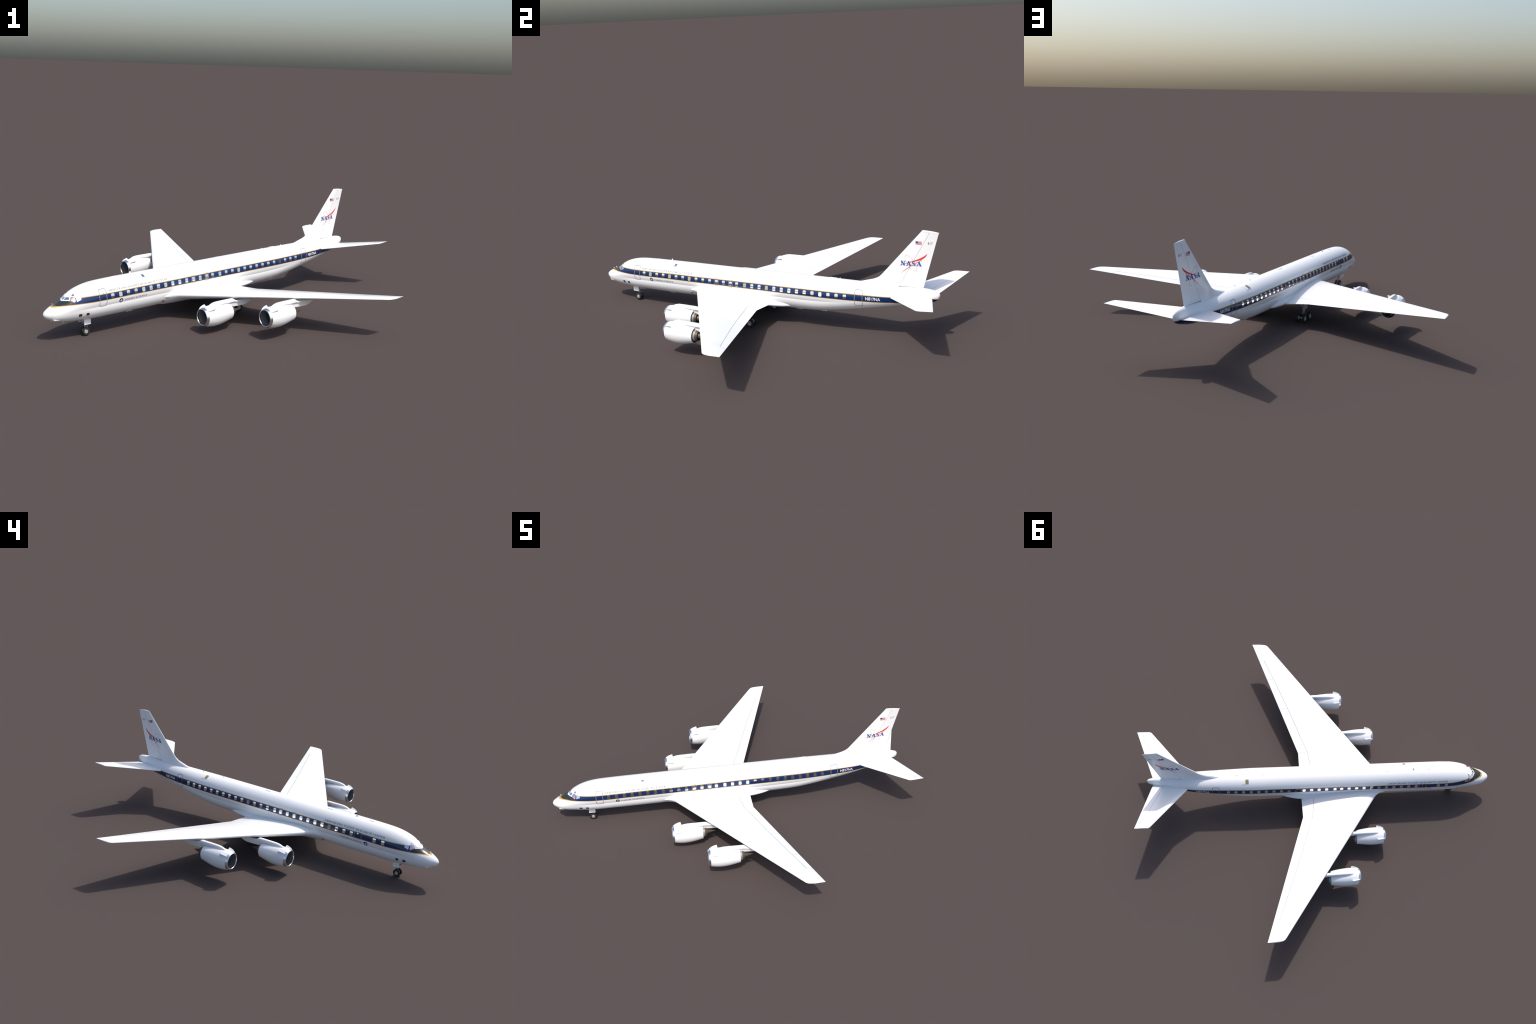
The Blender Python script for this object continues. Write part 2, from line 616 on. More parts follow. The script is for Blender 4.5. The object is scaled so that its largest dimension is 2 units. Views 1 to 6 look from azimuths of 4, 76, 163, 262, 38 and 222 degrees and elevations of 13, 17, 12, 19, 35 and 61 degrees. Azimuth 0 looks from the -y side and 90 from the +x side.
def fin_le(z):
    if z < 0.3925:
        return FIN_LE(z)
    x = 2.0005 + (z - 0.3925) * 0.8455
    return x


def fin_te(z):
    return 2.2277 + (z - 0.318) * 0.2530


FIN_TOP = 0.6505


def fin_place(s, c, side):
    xl, xt = fin_le(s), fin_te(s)
    ch = xt - xl
    base = 0.6 * max(0.0, (0.36 - s) / 0.05) ** 2
    ref = min(ch, 0.24)
    th = airfoil(c, 0.10) * ref * (1 + base)
    z = s
    if s > 0.634:
        q = (s - 0.634) / (FIN_TOP - 0.634)
        cap = max(0.0, (s - 0.6440) / (FIN_TOP - 0.6440))
        th *= math.sqrt(max(0, 1 - 0.97 * cap * cap))
        z = s - 0.0085 * q * max(0.0, c) ** 2 
    return (lerp(xl, xt, c), side * th, z)


def build_fin():
    f = empty_part("fin")
    hin = lambda z: (lerp(2.086, 2.260, (z - 0.311) / (0.642 - 0.311)) - fin_le(z)) / (fin_te(z) - fin_le(z))
    st = [(z, 0, hin(z)) for z in (0.29, 0.30, 0.311, 0.314, 0.318, 0.322, 0.326, 0.332, 0.338, 0.346, 0.355, 0.362, 0.370, 0.3765, 0.3835, 0.388, 0.3925, 0.44, 0.5, 0.56, 0.6, 0.634, 0.6415)]
    st += [(0.6420, 0, 1)] + [(z, 0, 1) for z in (0.644, 0.646, 0.648, 0.6492, 0.650, FIN_TOP)]
    slab("fin_panel", st, fin_place, M_WHITE, f, n=30)
    thin = lambda s, c, side: tuple(0.5 * (a + b) + 0.48 * (a - b) for a, b in zip(fin_place(s, c, side), fin_place(s, c, -side)))
    slab("dark_gap_strip", [(z, hin(z) - 0.008, hin(z) + 0.016) for z in (0.3185, 0.35, 0.40, 0.5, 0.6, 0.634, 0.6412)], thin, M_GAP_STRIP, f, n=4)
    slab("rudder", [(z, hin(z) + 0.0014 / (fin_te(z) - fin_le(z)), 1) for z in (0.3185, 0.35, 0.40, 0.5, 0.6, 0.634, 0.6412)], fin_place, M_WHITE, f, n=10)
    return f


fin = build_fin()


# ---------------------------------------------------------------- engines
def revolve(name, prof, mat, parent, seg=64, squash=None, angle=40):
    """prof: list of (x, r).  squash(x, ang) -> radius factor."""
    verts, faces = [], []
    for x, r in prof:
        for i in range(seg):
            a = 2 * math.pi * i / seg
            k = squash(x, a) if squash else 1.0
            verts.append((x, r * k * math.cos(a), r * k * math.sin(a)))
    for k in range(len(prof) - 1):
        for i in range(seg):
            j = (i + 1) % seg
            faces.append((k * seg + i, k * seg + j, (k + 1) * seg + j, (k + 1) * seg + i))
    ob = mesh_obj(name, verts, faces, mat, parent, angle=angle)
    ob.location = (0, 0, 0)
    return ob


COWL = pchip([(0.0, 0.0454), (0.002, 0.0478), (0.006, 0.0498), (0.016, 0.0525), (0.035, 0.0552), (0.07, 0.0568),
              (0.10, 0.0560), (0.13, 0.0536), (0.16, 0.0500), (0.195, 0.0450)])


def belly(x, a):
    """The lower half of the cowl bulges around the gearbox."""
    b = max(0.0, -math.sin(a))
    w = max(0.0, math.sin(math.pi * min(1, max(0, x / 0.19)))) 
    return 1 + 0.125 * w * b * b


def build_engine(lip, sign, y_plug):
    e = empty_part("engine")
    x0, y0, z0 = lip
    e.location = (x0 - ROOT_X, sign * y0, z0)
    e.rotation_euler = (0, 0, sign * math.atan2(y_plug - y0, 0.27))
    lx = [0.0, 0.0005, 0.001, 0.002, 0.004, 0.006, 0.009, 0.012, 0.016]
    lipprof = [(0.012, 0.0424), (0.006, 0.0427), (0.003, 0.0433), (0.001, 0.0443)] + [(x, COWL(x)) for x in lx]
    revolve("inlet_lip", lipprof, M_CHROME, e, squash=belly, angle=85)
    cx = [0.016 + 0.179 * i / 24 for i in range(25)]
    cowl = [(x, COWL(x) * (1 if i else 0.9995)) for i, x in enumerate(cx)] + [(0.195, 0.0425), (0.17, 0.0425)]
    revolve("nacelle_cowl", cowl, M_WHITE, e, squash=belly)
    revolve("inlet_duct", [(0.0119, 0.0423), (0.03, 0.0410), (0.056, 0.041), (0.058, 0.0005)], M_DUCT, e)
    # fan and spinner
    fan_v, fan_f = [], []
    for i in range(24):
        a = 2 * math.pi * i / 24
        ca, sa = math.cos(a), math.sin(a)
        for r, tw in ((0.012, 0.9), (0.039, 0.45)):
            for s in (-1, 1):
                w = 0.0035
                dx, dt = s * w * math.sin(tw), s * w * math.cos(tw)
                fan_v.append((0.049 + dx, r * ca - dt * sa, r * sa + dt * ca))
        b = 4 * i
        fan_f.append((b, b + 1, b + 3, b + 2))
    fo = mesh_obj("fan", fan_v, fan_f, M_FAN, e)
    fo.location = (0, 0, 0)
    fo["kind"] = "stuff"
    sp = [(0.030 + 0.020 * i / 10, 0.0135 * math.sqrt(i / 10)) for i in range(1, 11)]
    revolve("spinner", [(0.030, 0.0003)] + sp + [(0.057, 0.0135)], M_FAN, e, seg=32)
    # fan duct interior, core cowl, burnt nozzle, plug
    revolve("fan_duct_inner", [(0.1945, 0.0424), (0.13, 0.0415), (0.128, 0.03)], M_DARK, e)
    revolve("core_cowl", [(0.13, 0.0345), (0.194, 0.0345), (0.2065, 0.0328), (0.2075, 0.030)], M_GREY, e)
    revolve("core_nozzle", [(0.200, 0.0318), (0.208, 0.0314), (0.2195, 0.0275), (0.220, 0.025), (0.20, 0.024)], M_BURNT, e)
    revolve("exhaust_plug", [(0.20, 0.0195), (0.214, 0.0190), (0.228, 0.0150), (0.248, 0.0085), (0.262, 0.0042), (0.268, 0.0035), (0.272, 0.0028), (0.272, 0.0002)], M_BURNT, e)
    # two strakes on the shoulders, growing aft and ending square
    for sd in (-1, 1):
        v, f = [], []
        base_a = math.radians(45)
        ps = [(0.008, 0.0), (0.016, 0.0055), (0.028, 0.0105), (0.042, 0.0142), (0.058, 0.0165), (0.061, 0.0)]
        th = 0.0006
        for x, hgt in ps:
            for r in (COWL(x) - 0.003, COWL(x) + hgt):
                for q in (-th, th):
                    cy, cz = math.cos(base_a), math.sin(base_a)
                    v.append((x, sd * (r * cy - q * cz), r * cz + q * cy))
        m = len(ps)
        for k in range(m - 1):
            a, b = 4 * k, 4 * (k + 1)
            f += [(a, b, b + 2, a + 2), (a + 1, a + 3, b + 3, b + 1), (a + 2, b + 2, b + 3, a + 3), (a, a + 1, b + 1, b)]
        f += [(0, 2, 3, 1), (4 * m - 4, 4 * m - 3, 4 * m - 1, 4 * m - 2)]
        so = mesh_obj("nacelle_strake", v, f, M_WHITE, e, angle=20)
        so.location = (0, 0, 0)
    # pylon: rounded ridge from the cowl crown to the wing, tapering under the wing
    top = pchip([(0.035, 0.050), (0.05, 0.0585), (0.063, 0.0655), (0.08, 0.0705), (0.105, 0.0730), (0.16, 0.0735), (0.215, 0.0735),
                 (0.240, 0.060), (0.30, 0.055), (0.37, 0.045)])
    bot = pchip([(0.035, 0.04), (0.19, 0.030), (0.23, 0.024), (0.31, 0.0215), (0.345, 0.032), (0.37, 0.044)])
    wid = pchip([(0.035, 0.004), (0.06, 0.0085), (0.10, 0.0110), (0.2, 0.0110), (0.30, 0.008), (0.37, 0.002)])
    v, f = [], []
    xs = [0.035 + 0.335 * i / 40 for i in range(41)]
    m = 12
    for x in xs:
        t, b, w = top(x), bot(x), wid(x)
        r = min(w, (t - b) * 0.45)
        lip = min(max(b + 0.001, 0.0545), t - r * 0.8 - 0.0005)
        keel = w * 0.25
        sect = [(keel * 0.8, b), (keel, max(b + 0.0005, lip - 0.0020)), (w, lip)]
        for i in range(9):
            a = math.pi * i / 8
            sect.append((w * math.copysign(abs(math.cos(a)) ** 0.7, math.cos(a)), t - r * 0.8 + r * 0.8 * math.sin(a)))
        sect += [(-w, lip), (-keel, max(b + 0.0005, lip - 0.0020)), (-keel * 0.8, b)]
        v += [(x, y, z) for y, z in sect]
    p = 15
    for k in range(len(xs) - 1):
        for i in range(p):
            j = (i + 1) % p
            f.append((k * p + i, k * p + j, (k + 1) * p + j, (k + 1) * p + i))
    f += [tuple(range(p)), tuple(range((len(xs) - 1) * p, len(xs) * p))]
    po = mesh_obj("pylon", v, f, M_WHITE, e, angle=50)
    po.location = (0, 0, 0)
    return e


for s in (-1, 1):
    build_engine((0.752, 0.385, 0.1002), s, 0.390)
    build_engine((0.952, 0.677, 0.1307), s, 0.6855)


# ---------------------------------------------------------------- paint marks and panels on the body
def on_body(x, z, side, h=0.0005):
    """Point on the fuselage flank at (x, z), lifted h along the normal."""
    hit, nrm, _, _ = BODY.ray_cast(Vector((x, side * 0.5, z)), Vector((0, -side, 0)))
    if hit is None:
        hit, nrm, _, _ = BODY.find_nearest(Vector((x, side * 0.1, z)))
    if nrm.y * side < 0:
        nrm = -nrm
    return hit + nrm * h


def on_roof(x, y, h=0.0005):
    hit, nrm, _, _ = BODY.ray_cast(Vector((x, y, 1.0)), Vector((0, 0, -1)))
    if nrm.z < 0:
        nrm = -nrm
    return hit + nrm * h


def on_fin(x, z, side, h=0.0004):
    xl, xt = fin_le(z), fin_te(z)
    p = fin_place(z, (x - xl) / (xt - xl), 1)
    return Vector((x, side * (p[1] + h), z))


def ribbon(points, widths, closed=False):
    """Flat strip of quads along a 2D polyline."""
    n = len(points)
    v = []
    for i, (px, pz) in enumerate(points):
        a = points[(i - 1) % n if closed else max(0, i - 1)]
        b = points[(i + 1) % n if closed else min(n - 1, i + 1)]
        dx, dz = b[0] - a[0], b[1] - a[1]
        l = math.hypot(dx, dz) or 1.0
        w = widths[i] if isinstance(widths, (list, tuple)) else widths
        nx, nz = -dz / l * w / 2, dx / l * w / 2
        v += [(px + nx, pz + nz), (px - nx, pz - nz)]
    m = n if closed else n - 1
    f = [(2 * i, 2 * i + 1, (2 * i + 3) % (2 * n), (2 * i + 2) % (2 * n)) for i in range(m)]
    return v, f


def resample(pts, step, closed=False):
    out = []
    n = len(pts)
    for i in range(n if closed else n - 1):
        a, b = pts[i], pts[(i + 1) % n]
        k = max(1, int(math.ceil(math.hypot(b[0] - a[0], b[1] - a[1]) / step)))
        out += [(lerp(a[0], b[0], j / k), lerp(a[1], b[1], j / k)) for j in range(k)]
    if not closed:
        out.append(pts[-1])
    return out


def smooth_line(pts, n=40):
    fx = pchip([(i, p[0]) for i, p in enumerate(pts)])
    fz = pchip([(i, p[1]) for i, p in enumerate(pts)])
    m = len(pts) - 1
    return [(fx(m * i / n), fz(m * i / n)) for i in range(n + 1)]


def rounded_rect(x0, x1, z0, z1, r, n=5):
    out = []
    for cx, cz, a0 in ((x1 - r, z1 - r, 0), (x0 + r, z1 - r, 90), (x0 + r, z0 + r, 180), (x1 - r, z0 + r, 270)):
        for i in range(n + 1):
            a = math.radians(a0 + 90 * i / n)
            out.append((cx + r * math.cos(a), cz + r * math.sin(a)))
    return out


class Decal:
    """Collects flat strips and lays them on a surface as one thin painted part."""
    def __init__(self, surf):
        self.surf, self.v, self.f, self.k = surf, [], [], 0

    def add(self, v, f, h=None):
        self.k += 1
        b = len(self.v)
        lift = (0.0005 if h is None else h) + 0.00002 * (self.k % 12)
        self.v += [self.surf(x, z, lift) for x, z in v]
        self.f += [tuple(b + i for i in q) for q in f]

    def strip(self, pts, w, closed=False, h=None):
        self.add(*ribbon(pts, w, closed), h=h)

    def build(self, name, mat, parent=None):
        return mesh_obj(name, self.v, self.f, mat, parent, angle=60)


# ---- serif alphabet: strokes in a unit-high box; T = thick stem, t = thin stroke
def arc(cx, cz, rx, rz, a0, a1, n=14):
    return [(cx + rx * math.cos(math.radians(lerp(a0, a1, i / n))), cz + rz * math.sin(math.radians(lerp(a0, a1, i / n)))) for i in range(n + 1)]


def glyph(ch, T, t):
    """List of (points, widths) plus advance width."""
    s = 0.05 + T * 0.25                     # serif thickness

    def foot(x, z, w):
        zz = z + s / 2 if z < 0.5 else z - s / 2
        return ([(x - w / 2, zz), (x + w / 2, zz)], s)
    F = T + 0.22
    if ch == "A":
        return [([(0.08, 0), (0.40, 1)], t), ([(0.36, 1), (0.70, 0)], T), ([(0.20, 0.32), (0.60, 0.32)], t),
                foot(0.08, 0, F * 0.8), foot(0.70, 0, F)], 0.80
    if ch == "R":
        return [([(0.14, 0), (0.14, 1)], T), (arc(0.30, 0.74, 0.24, 0.235, 90, -90), [t] + [lerp(t, T, math.sin(math.pi * i / 14)) for i in range(1, 14)] + [t]),
                ([(0.14, 0.975), (0.30, 0.975)], t), ([(0.14, 0.505), (0.30, 0.505)], t), ([(0.34, 0.5), (0.66, 0)], T), foot(0.14, 0, F), foot(0.68, 0, F * 0.8)], 0.76
    if ch == "M":
        return [([(0.12, 0), (0.12, 1)], t), ([(0.10, 1), (0.45, 0)], T), ([(0.45, 0), (0.80, 1)], t), ([(0.82, 0), (0.82, 1)], T),
                foot(0.12, 0, F * 0.8), foot(0.82, 0, F)], 0.95
    if ch == "N":
        return [([(0.12, 0), (0.12, 1)], t), ([(0.12, 1), (0.68, 0)], T), ([(0.68, 0), (0.68, 1)], t), foot(0.12, 0, F * 0.8), foot(0.68, 1, F * 0.8), foot(0.06, 1, 0.2)], 0.80
    if ch == "S":
        p = arc(0.29, 0.745, 0.20, 0.235, 30, 270, 12) + arc(0.29, 0.26, 0.22, 0.25, 90, -150, 12)[1:]
        m = len(p) - 1
        return [(p, [lerp(t, T, math.sin(math.pi * i / m) ** 2) for i in range(m + 1)])], 0.58
    if ch == "T":
        return [([(0.32, 0), (0.32, 1)], T), ([(0.02, 0.97), (0.62, 0.97)], t * 1.2), foot(0.32, 0, F), ([(0.045, 0.78), (0.045, 1)], t), ([(0.595, 0.78), (0.595, 1)], t)], 0.64
    if ch in "OCG":
        a0, a1 = (0, 360) if ch == "O" else (40, 320)
        p = arc(0.40, 0.5, 0.32, 0.47, a0, a1, 28)
        w = [lerp(t, T, abs(math.cos(math.radians(lerp(a0, a1, i / 28)))) ** 1.5) for i in range(29)]
        g = [(p, w)]
        if ch == "C":
            g.append(([(0.64, 0.72), (0.64, 0.98)], t))
        if ch == "G":
            g += [([(0.64, 0.72), (0.64, 0.98)], t), ([(0.64, 0.05), (0.64, 0.42)], T), foot(0.64, 0.46, F * 0.9)]
        return g, 0.80
    if ch in "FEL":
        g = [([(0.14, 0), (0.14, 1)], T), foot(0.14, 0, F)]
        if ch in "FE":
            g += [([(0.14, 0.965), (0.54, 0.965)], t), ([(0.14, 0.52), (0.44, 0.52)], t), ([(0.52, 0.78), (0.52, 1)], t), foot(0.10, 1, F * .8)]
        if ch in "EL":
            g += [([(0.14, 0.035), (0.56, 0.035)], t), ([(0.55, 0), (0.55, 0.24)], t)]
        if ch == "L":
            g.append(foot(0.14, 1, F))
        return g, 0.62
    if ch == "I":
        return [([(0.16, 0), (0.16, 1)], T), foot(0.16, 0, F), foot(0.16, 1, F)], 0.34
    if ch == "H":
        return [([(0.14, 0), (0.14, 1)], T), ([(0.66, 0), (0.66, 1)], T), ([(0.14, 0.5), (0.66, 0.5)], t)] + \
               [foot(x, z, F) for x in (0.14, 0.66) for z in (0, 1)], 0.82
    return [], 0.34


def serif_text(dec, text, x0, x1, za, zb, height, side, T=0.13, t=0.06, gap=0.10):
    """Write text from x0 to x1 (front to back); on starboard it reads from the back."""
    total = sum(glyph(c, T, t)[1] + gap for c in text) - gap
    sx = (x1 - x0) / total
    u = 0.0
    for c in text:
        strokes, adv = glyph(c, T, t)
        for pts, w in strokes:
            n = len(pts)
            if n == 2:
                pts = [(lerp(pts[0][0], pts[1][0], i / 4), lerp(pts[0][1], pts[1][1], i / 4)) for i in range(5)]
            v, f = ribbon(pts, w)
            out = []
            for a, b in v:
                uu = (u + a) * sx
                x = x0 + uu if side < 0 else x1 - uu
                out.append((x, lerp(za, zb, (x - x0) / (x1 - x0)) + b * height))
            dec.add(out, f)
        u += adv + gap


def sans_text(dec, text, x0, x1, za, zb, height, side, bold=0.0):
    cu = bpy.data.curves.new("txt", "FONT")
    cu.body = text
    cu.offset = bold
    cu.resolution_u = 3
    ob = bpy.data.objects.new("txt", cu)
    bpy.context.scene.collection.objects.link(ob)
    dg = bpy.context.evaluated_depsgraph_get()
    me = bpy.data.meshes.new_from_object(ob.evaluated_get(dg))
    bm = bmesh.new()
    bm.from_mesh(me)
    for i in range(1, 12):                     # cut into bands so that the letters can follow a curved skin
        bmesh.ops.bisect_plane(bm, geom=bm.verts[:] + bm.edges[:] + bm.faces[:], plane_co=(0, i * 0.065, 0), plane_no=(0, 1, 0))
    bm.to_mesh(me)
    bm.free()
    lo = [min(v.co[i] for v in me.vertices) for i in (0, 1)]
    hi = [max(v.co[i] for v in me.vertices) for i in (0, 1)]
    pts = []
    for v in me.vertices:
        u = (v.co.x - lo[0]) / (hi[0] - lo[0]) * (x1 - x0)
        x = x0 + u if side < 0 else x1 - u
        pts.append((x, lerp(za, zb, (x - x0) / (x1 - x0)) + (v.co.y - lo[1]) / (hi[1] - lo[1]) * height))
    dec.add(pts, [tuple(p.vertices) for p in me.polygons])
    bpy.data.objects.remove(ob)
    bpy.data.curves.remove(cu)
    bpy.data.meshes.remove(me)


LT, LB = pchip(LINE_TOP), pchip(LINE_BOT)


def stripe_mid(x):
    return 0.5 * (LT(x) + LB(x)) + 0.0006


# ---- cabin windows
WIN_W, WIN_H, WIN_R = 0.0205, 0.0255, 0.0055


def pane_rows(w, h, r, n=10):
    """Rounded-rectangle pane as rows (offset along height, half width)."""
    rows = []
    vs = [-h / 2 + r * (1 - math.cos(math.pi / 2 * i / 4)) for i in range(5)]
    vs += [lerp(-h / 2 + r, h / 2 - r, i / n) for i in range(1, n)]
    vs += [h / 2 - r * (1 - math.cos(math.pi / 2 * i / 4)) for i in range(4, -1, -1)]
    for v in vs:
        d = max(0.0, abs(v) - (h / 2 - r))
        rows.append((v, w / 2 - r + math.sqrt(max(0, r * r - d * d))))
    return rows


def cabin_window(x, z, side, flat=False, w=WIN_W, h=WIN_H, r=WIN_R, name="window", mat=None):
    rows = pane_rows(w, h, r)
    verts = []
    c = on_body(x, z, side, 0)
    nrm = (on_body(x, z, side, 0.01) - c).normalized()
    up = Vector((0, 0, 1)) - nrm * nrm.z
    up.normalize()
    for v, hw in rows:
        for s in (-1, 1):
            if flat:
                p = c + nrm * (0.0013 - 0.035 * v) + up * v + Vector((s * hw, 0, 0))
            else:
                q = c + up * v
                p = on_body(x, q.z, side, 0.0010 - 0.035 * v)
                p.x = x + s * hw
            verts.append(p)
    n = len(rows)
    faces = [(2 * i, 2 * i + 1, 2 * i + 3, 2 * i + 2) for i in range(n - 1)]
    loop = [2 * i for i in range(n)] + [2 * i + 1 for i in range(n - 1, -1, -1)]
    b = len(verts)
    verts += [verts[i] - nrm * 0.0025 for i in loop]
    m = len(loop)
    faces += [(loop[i], loop[(i + 1) % m], b + (i + 1) % m, b + i) for i in range(m)]
    return mesh_obj(name, verts, faces, mat or M_GLASS, fuselage, angle=30)


def sub(ob):
    """Sub-parts of the fuselage share its frame."""
    ob.location = (0, 0, 0)
    return ob


PITCH_W = 0.0506
for side in (-1, 1):
    for i in range(-1, 29):
        if (side < 0 and i == -1) or (side > 0 and i in (1, 2)):
            continue
        x = 0.369 + PITCH_W * i - (0.005 if i == -1 else 0) - (0.006 if i == 14 else 0)
        flat = i in ((1, 4, 7, 15, 18, 25) if side < 0 else (6, 18))
        sub(cabin_window(x, stripe_mid(x), side, flat))
        if i in (11, 13):
            dec = Decal(lambda a, b, h, s=side: on_body(a, b, s, h))
            zc = stripe_mid(x) - 0.0005
            dec.strip(resample(rounded_rect(x - 0.0135, x + 0.0135, zc - 0.0225, zc + 0.0225, 0.006), 0.004, True), 0.0014, True)
            sub(dec.build("escape_hatch_seam", M_SEAM, fuselage))

# ---- doors
for side, doors in ((-1, ((0.2885, 0.3320, 0.1712, 0.2637), (1.8460, 1.8925, 0.1905, 0.2830))),
                    (1, ((0.4545, 0.5005, 0.2035, 0.2410), (1.8470, 1.8915, 0.1905, 0.2775)))):
    for x0, x1, z0, z1 in doors:
        dec = Decal(lambda a, b, h, s=side: on_body(a, b, s, h))
        small = z1 - z0 < 0.05
        dec.strip(resample(rounded_rect(x0, x1, z0, z1, 0.002 if small else 0.0085), 0.004, True), 0.0021, True)
        d = sub(dec.build("door", M_SEAM, fuselage))
        xm = 0.5 * (x0 + x1) + 0.002
        w = cabin_window(xm, LT(xm) - (0.0055 if small else 0.0005) + (0.0035 if not small else 0), side, False, 0.0080, 0.0088, 0.0038, "door_window")
        sub(w)

# ---- lettering along the body
for side in (-1, 1):
    dec = Decal(lambda a, b, h, s=side: on_body(a, b, s, h))
    if side < 0:
        serif_text(dec, "ARMSTRONG FLIGHT RESEARCH CENTER", 0.346, 0.742, 0.2462, 0.2513, 0.0098, side)
    else:
        serif_text(dec, "ARMSTRONG FLIGHT RESEARCH CENTER", 0.307, 0.712, 0.2462, 0.2511, 0.0098, side)
    sub(dec.build("lettering", M_LETTER, fuselage))
    dec = Decal(lambda a, b, h, s=side: on_body(a, b, s, h))
    serif_text(dec, "EARTH SCIENCE", 0.448, 0.597, 0.1812, 0.1832, 0.0100, side, T=0.15)
    sub(dec.build("lettering", M_LETTER, fuselage))
    dec = Decal(lambda a, b, h, s=side: on_body(a, b, s, h))
    sans_text(dec, "N817NA", 1.911, 1.999, stripe_mid(1.911) - 0.0095, stripe_mid(1.999) - 0.0095, 0.0190, side, 0.02)
    sub(dec.build("lettering", M_LWHITE, fuselage))


# ---- round mission badge below the stripe
def disc(cx, cz, r, n=28, rings=4):
    v = [(cx, cz)]
    f = []
    for k in range(1, rings + 1):
        for i in range(n):
            a = 2 * math.pi * i / n
            v.append((cx + r * k / rings * math.cos(a), cz + r * k / rings * math.sin(a)))
    for i in range(n):
        j = (i + 1) % n
        f.append((0, 1 + i, 1 + j))
        for k in range(rings - 1):
            a = 1 + k * n
            f.append((a + i, a + n + i, a + n + j, a + j))
    return v, f


M_BADGE = simple("badge_navy", (0.045, 0.085, 0.25, 1), 0.5)
M_BADGEK = simple("badge_dark", (0.02, 0.022, 0.03, 1), 0.5)
M_BADGEB = simple("badge_sky", (0.17, 0.36, 0.62, 1), 0.5)
for side in (-1, 1):
    cx, cz = (0.4245, 0.1852) if side < 0 else (0.4235, 0.1850)
    surf = lambda a, b, h, s=side: on_body(a, b, s, h)
    dec = Decal(surf)
    dec.add(*disc(cx, cz, 0.0130), h=0.0004)
    badge = sub(dec.build("badge", M_BADGE, fuselage))
    for mat, h, strips in ((M_BADGEK, 0.0006, [("disc", 0.0108)]),
                           (M_BADGEB, 0.0008, [([(-0.009, -0.001), (-0.004, -0.004), (0.004, -0.004), (0.009, -0.001)], 0.004)]),
                           (M_LWHITE, 0.0010, [([(0, -0.0085), (0, 0.0085)], 0.0030), ([(-0.0085, -0.0015), (0, 0.001), (0.0085, -0.0015)], 0.0028), ([(-0.003, -0.0075), (0.003, -0.0075)], 0.002)]),
                           (M_LRED, 0.0012, [([(0.003, 0.003), (0.0085, 0.0055)], 0.0030)])):
        dec = Decal(surf)
        for q in strips:
            if q[0] == "disc":
                dec.add(*disc(cx, cz, q[1]), h=h)
            else:
                sg = -side             # reads the same way round on both flanks
                dec.strip(resample([(cx + sg * a, cz + b) for a, b in q[0]], 0.002), q[1], h=h)
        sub(dec.build("badge_emblem", mat, fuselage))

# ---- dark vents low on the nose, red lamp ahead of the wing root
for side in (-1, 1):
    for x0, x1, z0, z1 in ((0.1722, 0.1900, 0.1310, 0.1468), (0.2147, 0.2315, 0.1316, 0.1472)):
        dec = Decal(lambda a, b, h, s=side: on_body(a, b, s, h))
        rows = [lerp(z0, z1, i / 4) for i in range(5)]
        v = [(x + (0.0012 * (z1 - z) / (z1 - z0)), z) for z in rows for x in (x0, x1)]
        dec.add(v, [(2 * i, 2 * i + 1, 2 * i + 3, 2 * i + 2) for i in range(4)])
        sub(dec.build("vent", M_VENT, fuselage))
    dec = Decal(lambda a, b, h, s=side: on_body(a, b, s, h))
    v, f = disc(0, 0, 1.0, 20, 3)
    dec.add([(0.7225 + 0.0085 * a, 0.1232 + 0.0046 * b) for a, b in v], f, h=0.0006)
    lamp = sub(dec.build("root_lamp", simple("lamp_red", (0.22, 0.012, 0.018, 1), 0.3), fuselage))
    dec = Decal(lambda a, b, h, s=side: on_body(a, b, s, h))
    dec.add([(0.7225 + 0.0050 * a, 0.1232 + 0.0024 * b) for a, b in v], f, h=0.0010)
    sub(dec.build("root_lamp", M_DARK, fuselage))


# ---- flight deck glazing: flat panes standing in the skin
def flat_pane(name, corners, mat, lift=0.0008, depth=0.004, shrink=1.0):
    """Nearly flat pane: it follows its own plane but stays within a millimetre of the skin."""
    P = [Vector(p) for p in corners]
    c = sum(P, Vector()) / len(P)
    nrm = Vector()
    for i in range(len(P)):
        nrm += (P[i] - c).cross(P[(i + 1) % len(P)] - c)
    nrm.normalize()
    if nrm.dot(c - Vector((0.22, 0, 0.20))) < 0:
        nrm = -nrm
    P = [c + (p - nrm * nrm.dot(p - c) - c) * shrink for p in P]
    bm = bmesh.new()
    bm.faces.new([bm.verts.new(p) for p in P])
    bmesh.ops.triangulate(bm, faces=bm.faces[:])
    bmesh.ops.subdivide_edges(bm, edges=bm.edges[:], cuts=5, use_grid_fill=True)
    rim = [e for e in bm.edges if e.is_boundary]
    for v in bm.verts:
        hit = BODY.ray_cast(v.co + nrm * 0.03, -nrm)[0]
        s = (hit - v.co).dot(nrm) if hit is not None else 0.0
        v.co += nrm * min(max(0.0, s + lift), s + lift + 0.0006)
    ext = bmesh.ops.extrude_edge_only(bm, edges=rim)["geom"]
    for v in ext:
        if isinstance(v, bmesh.types.BMVert):
            v.co -= nrm * depth
    me = bpy.data.meshes.new(name)
    bmesh.ops.recalc_face_normals(bm, faces=bm.faces)
    bm.to_mesh(me)
    bm.free()
    me.shade_smooth()
    me.set_sharp_from_angle(angle=math.radians(35))
    me.materials.append(mat)
    return sub(child(bpy.data.objects.new(name, me), fuselage))


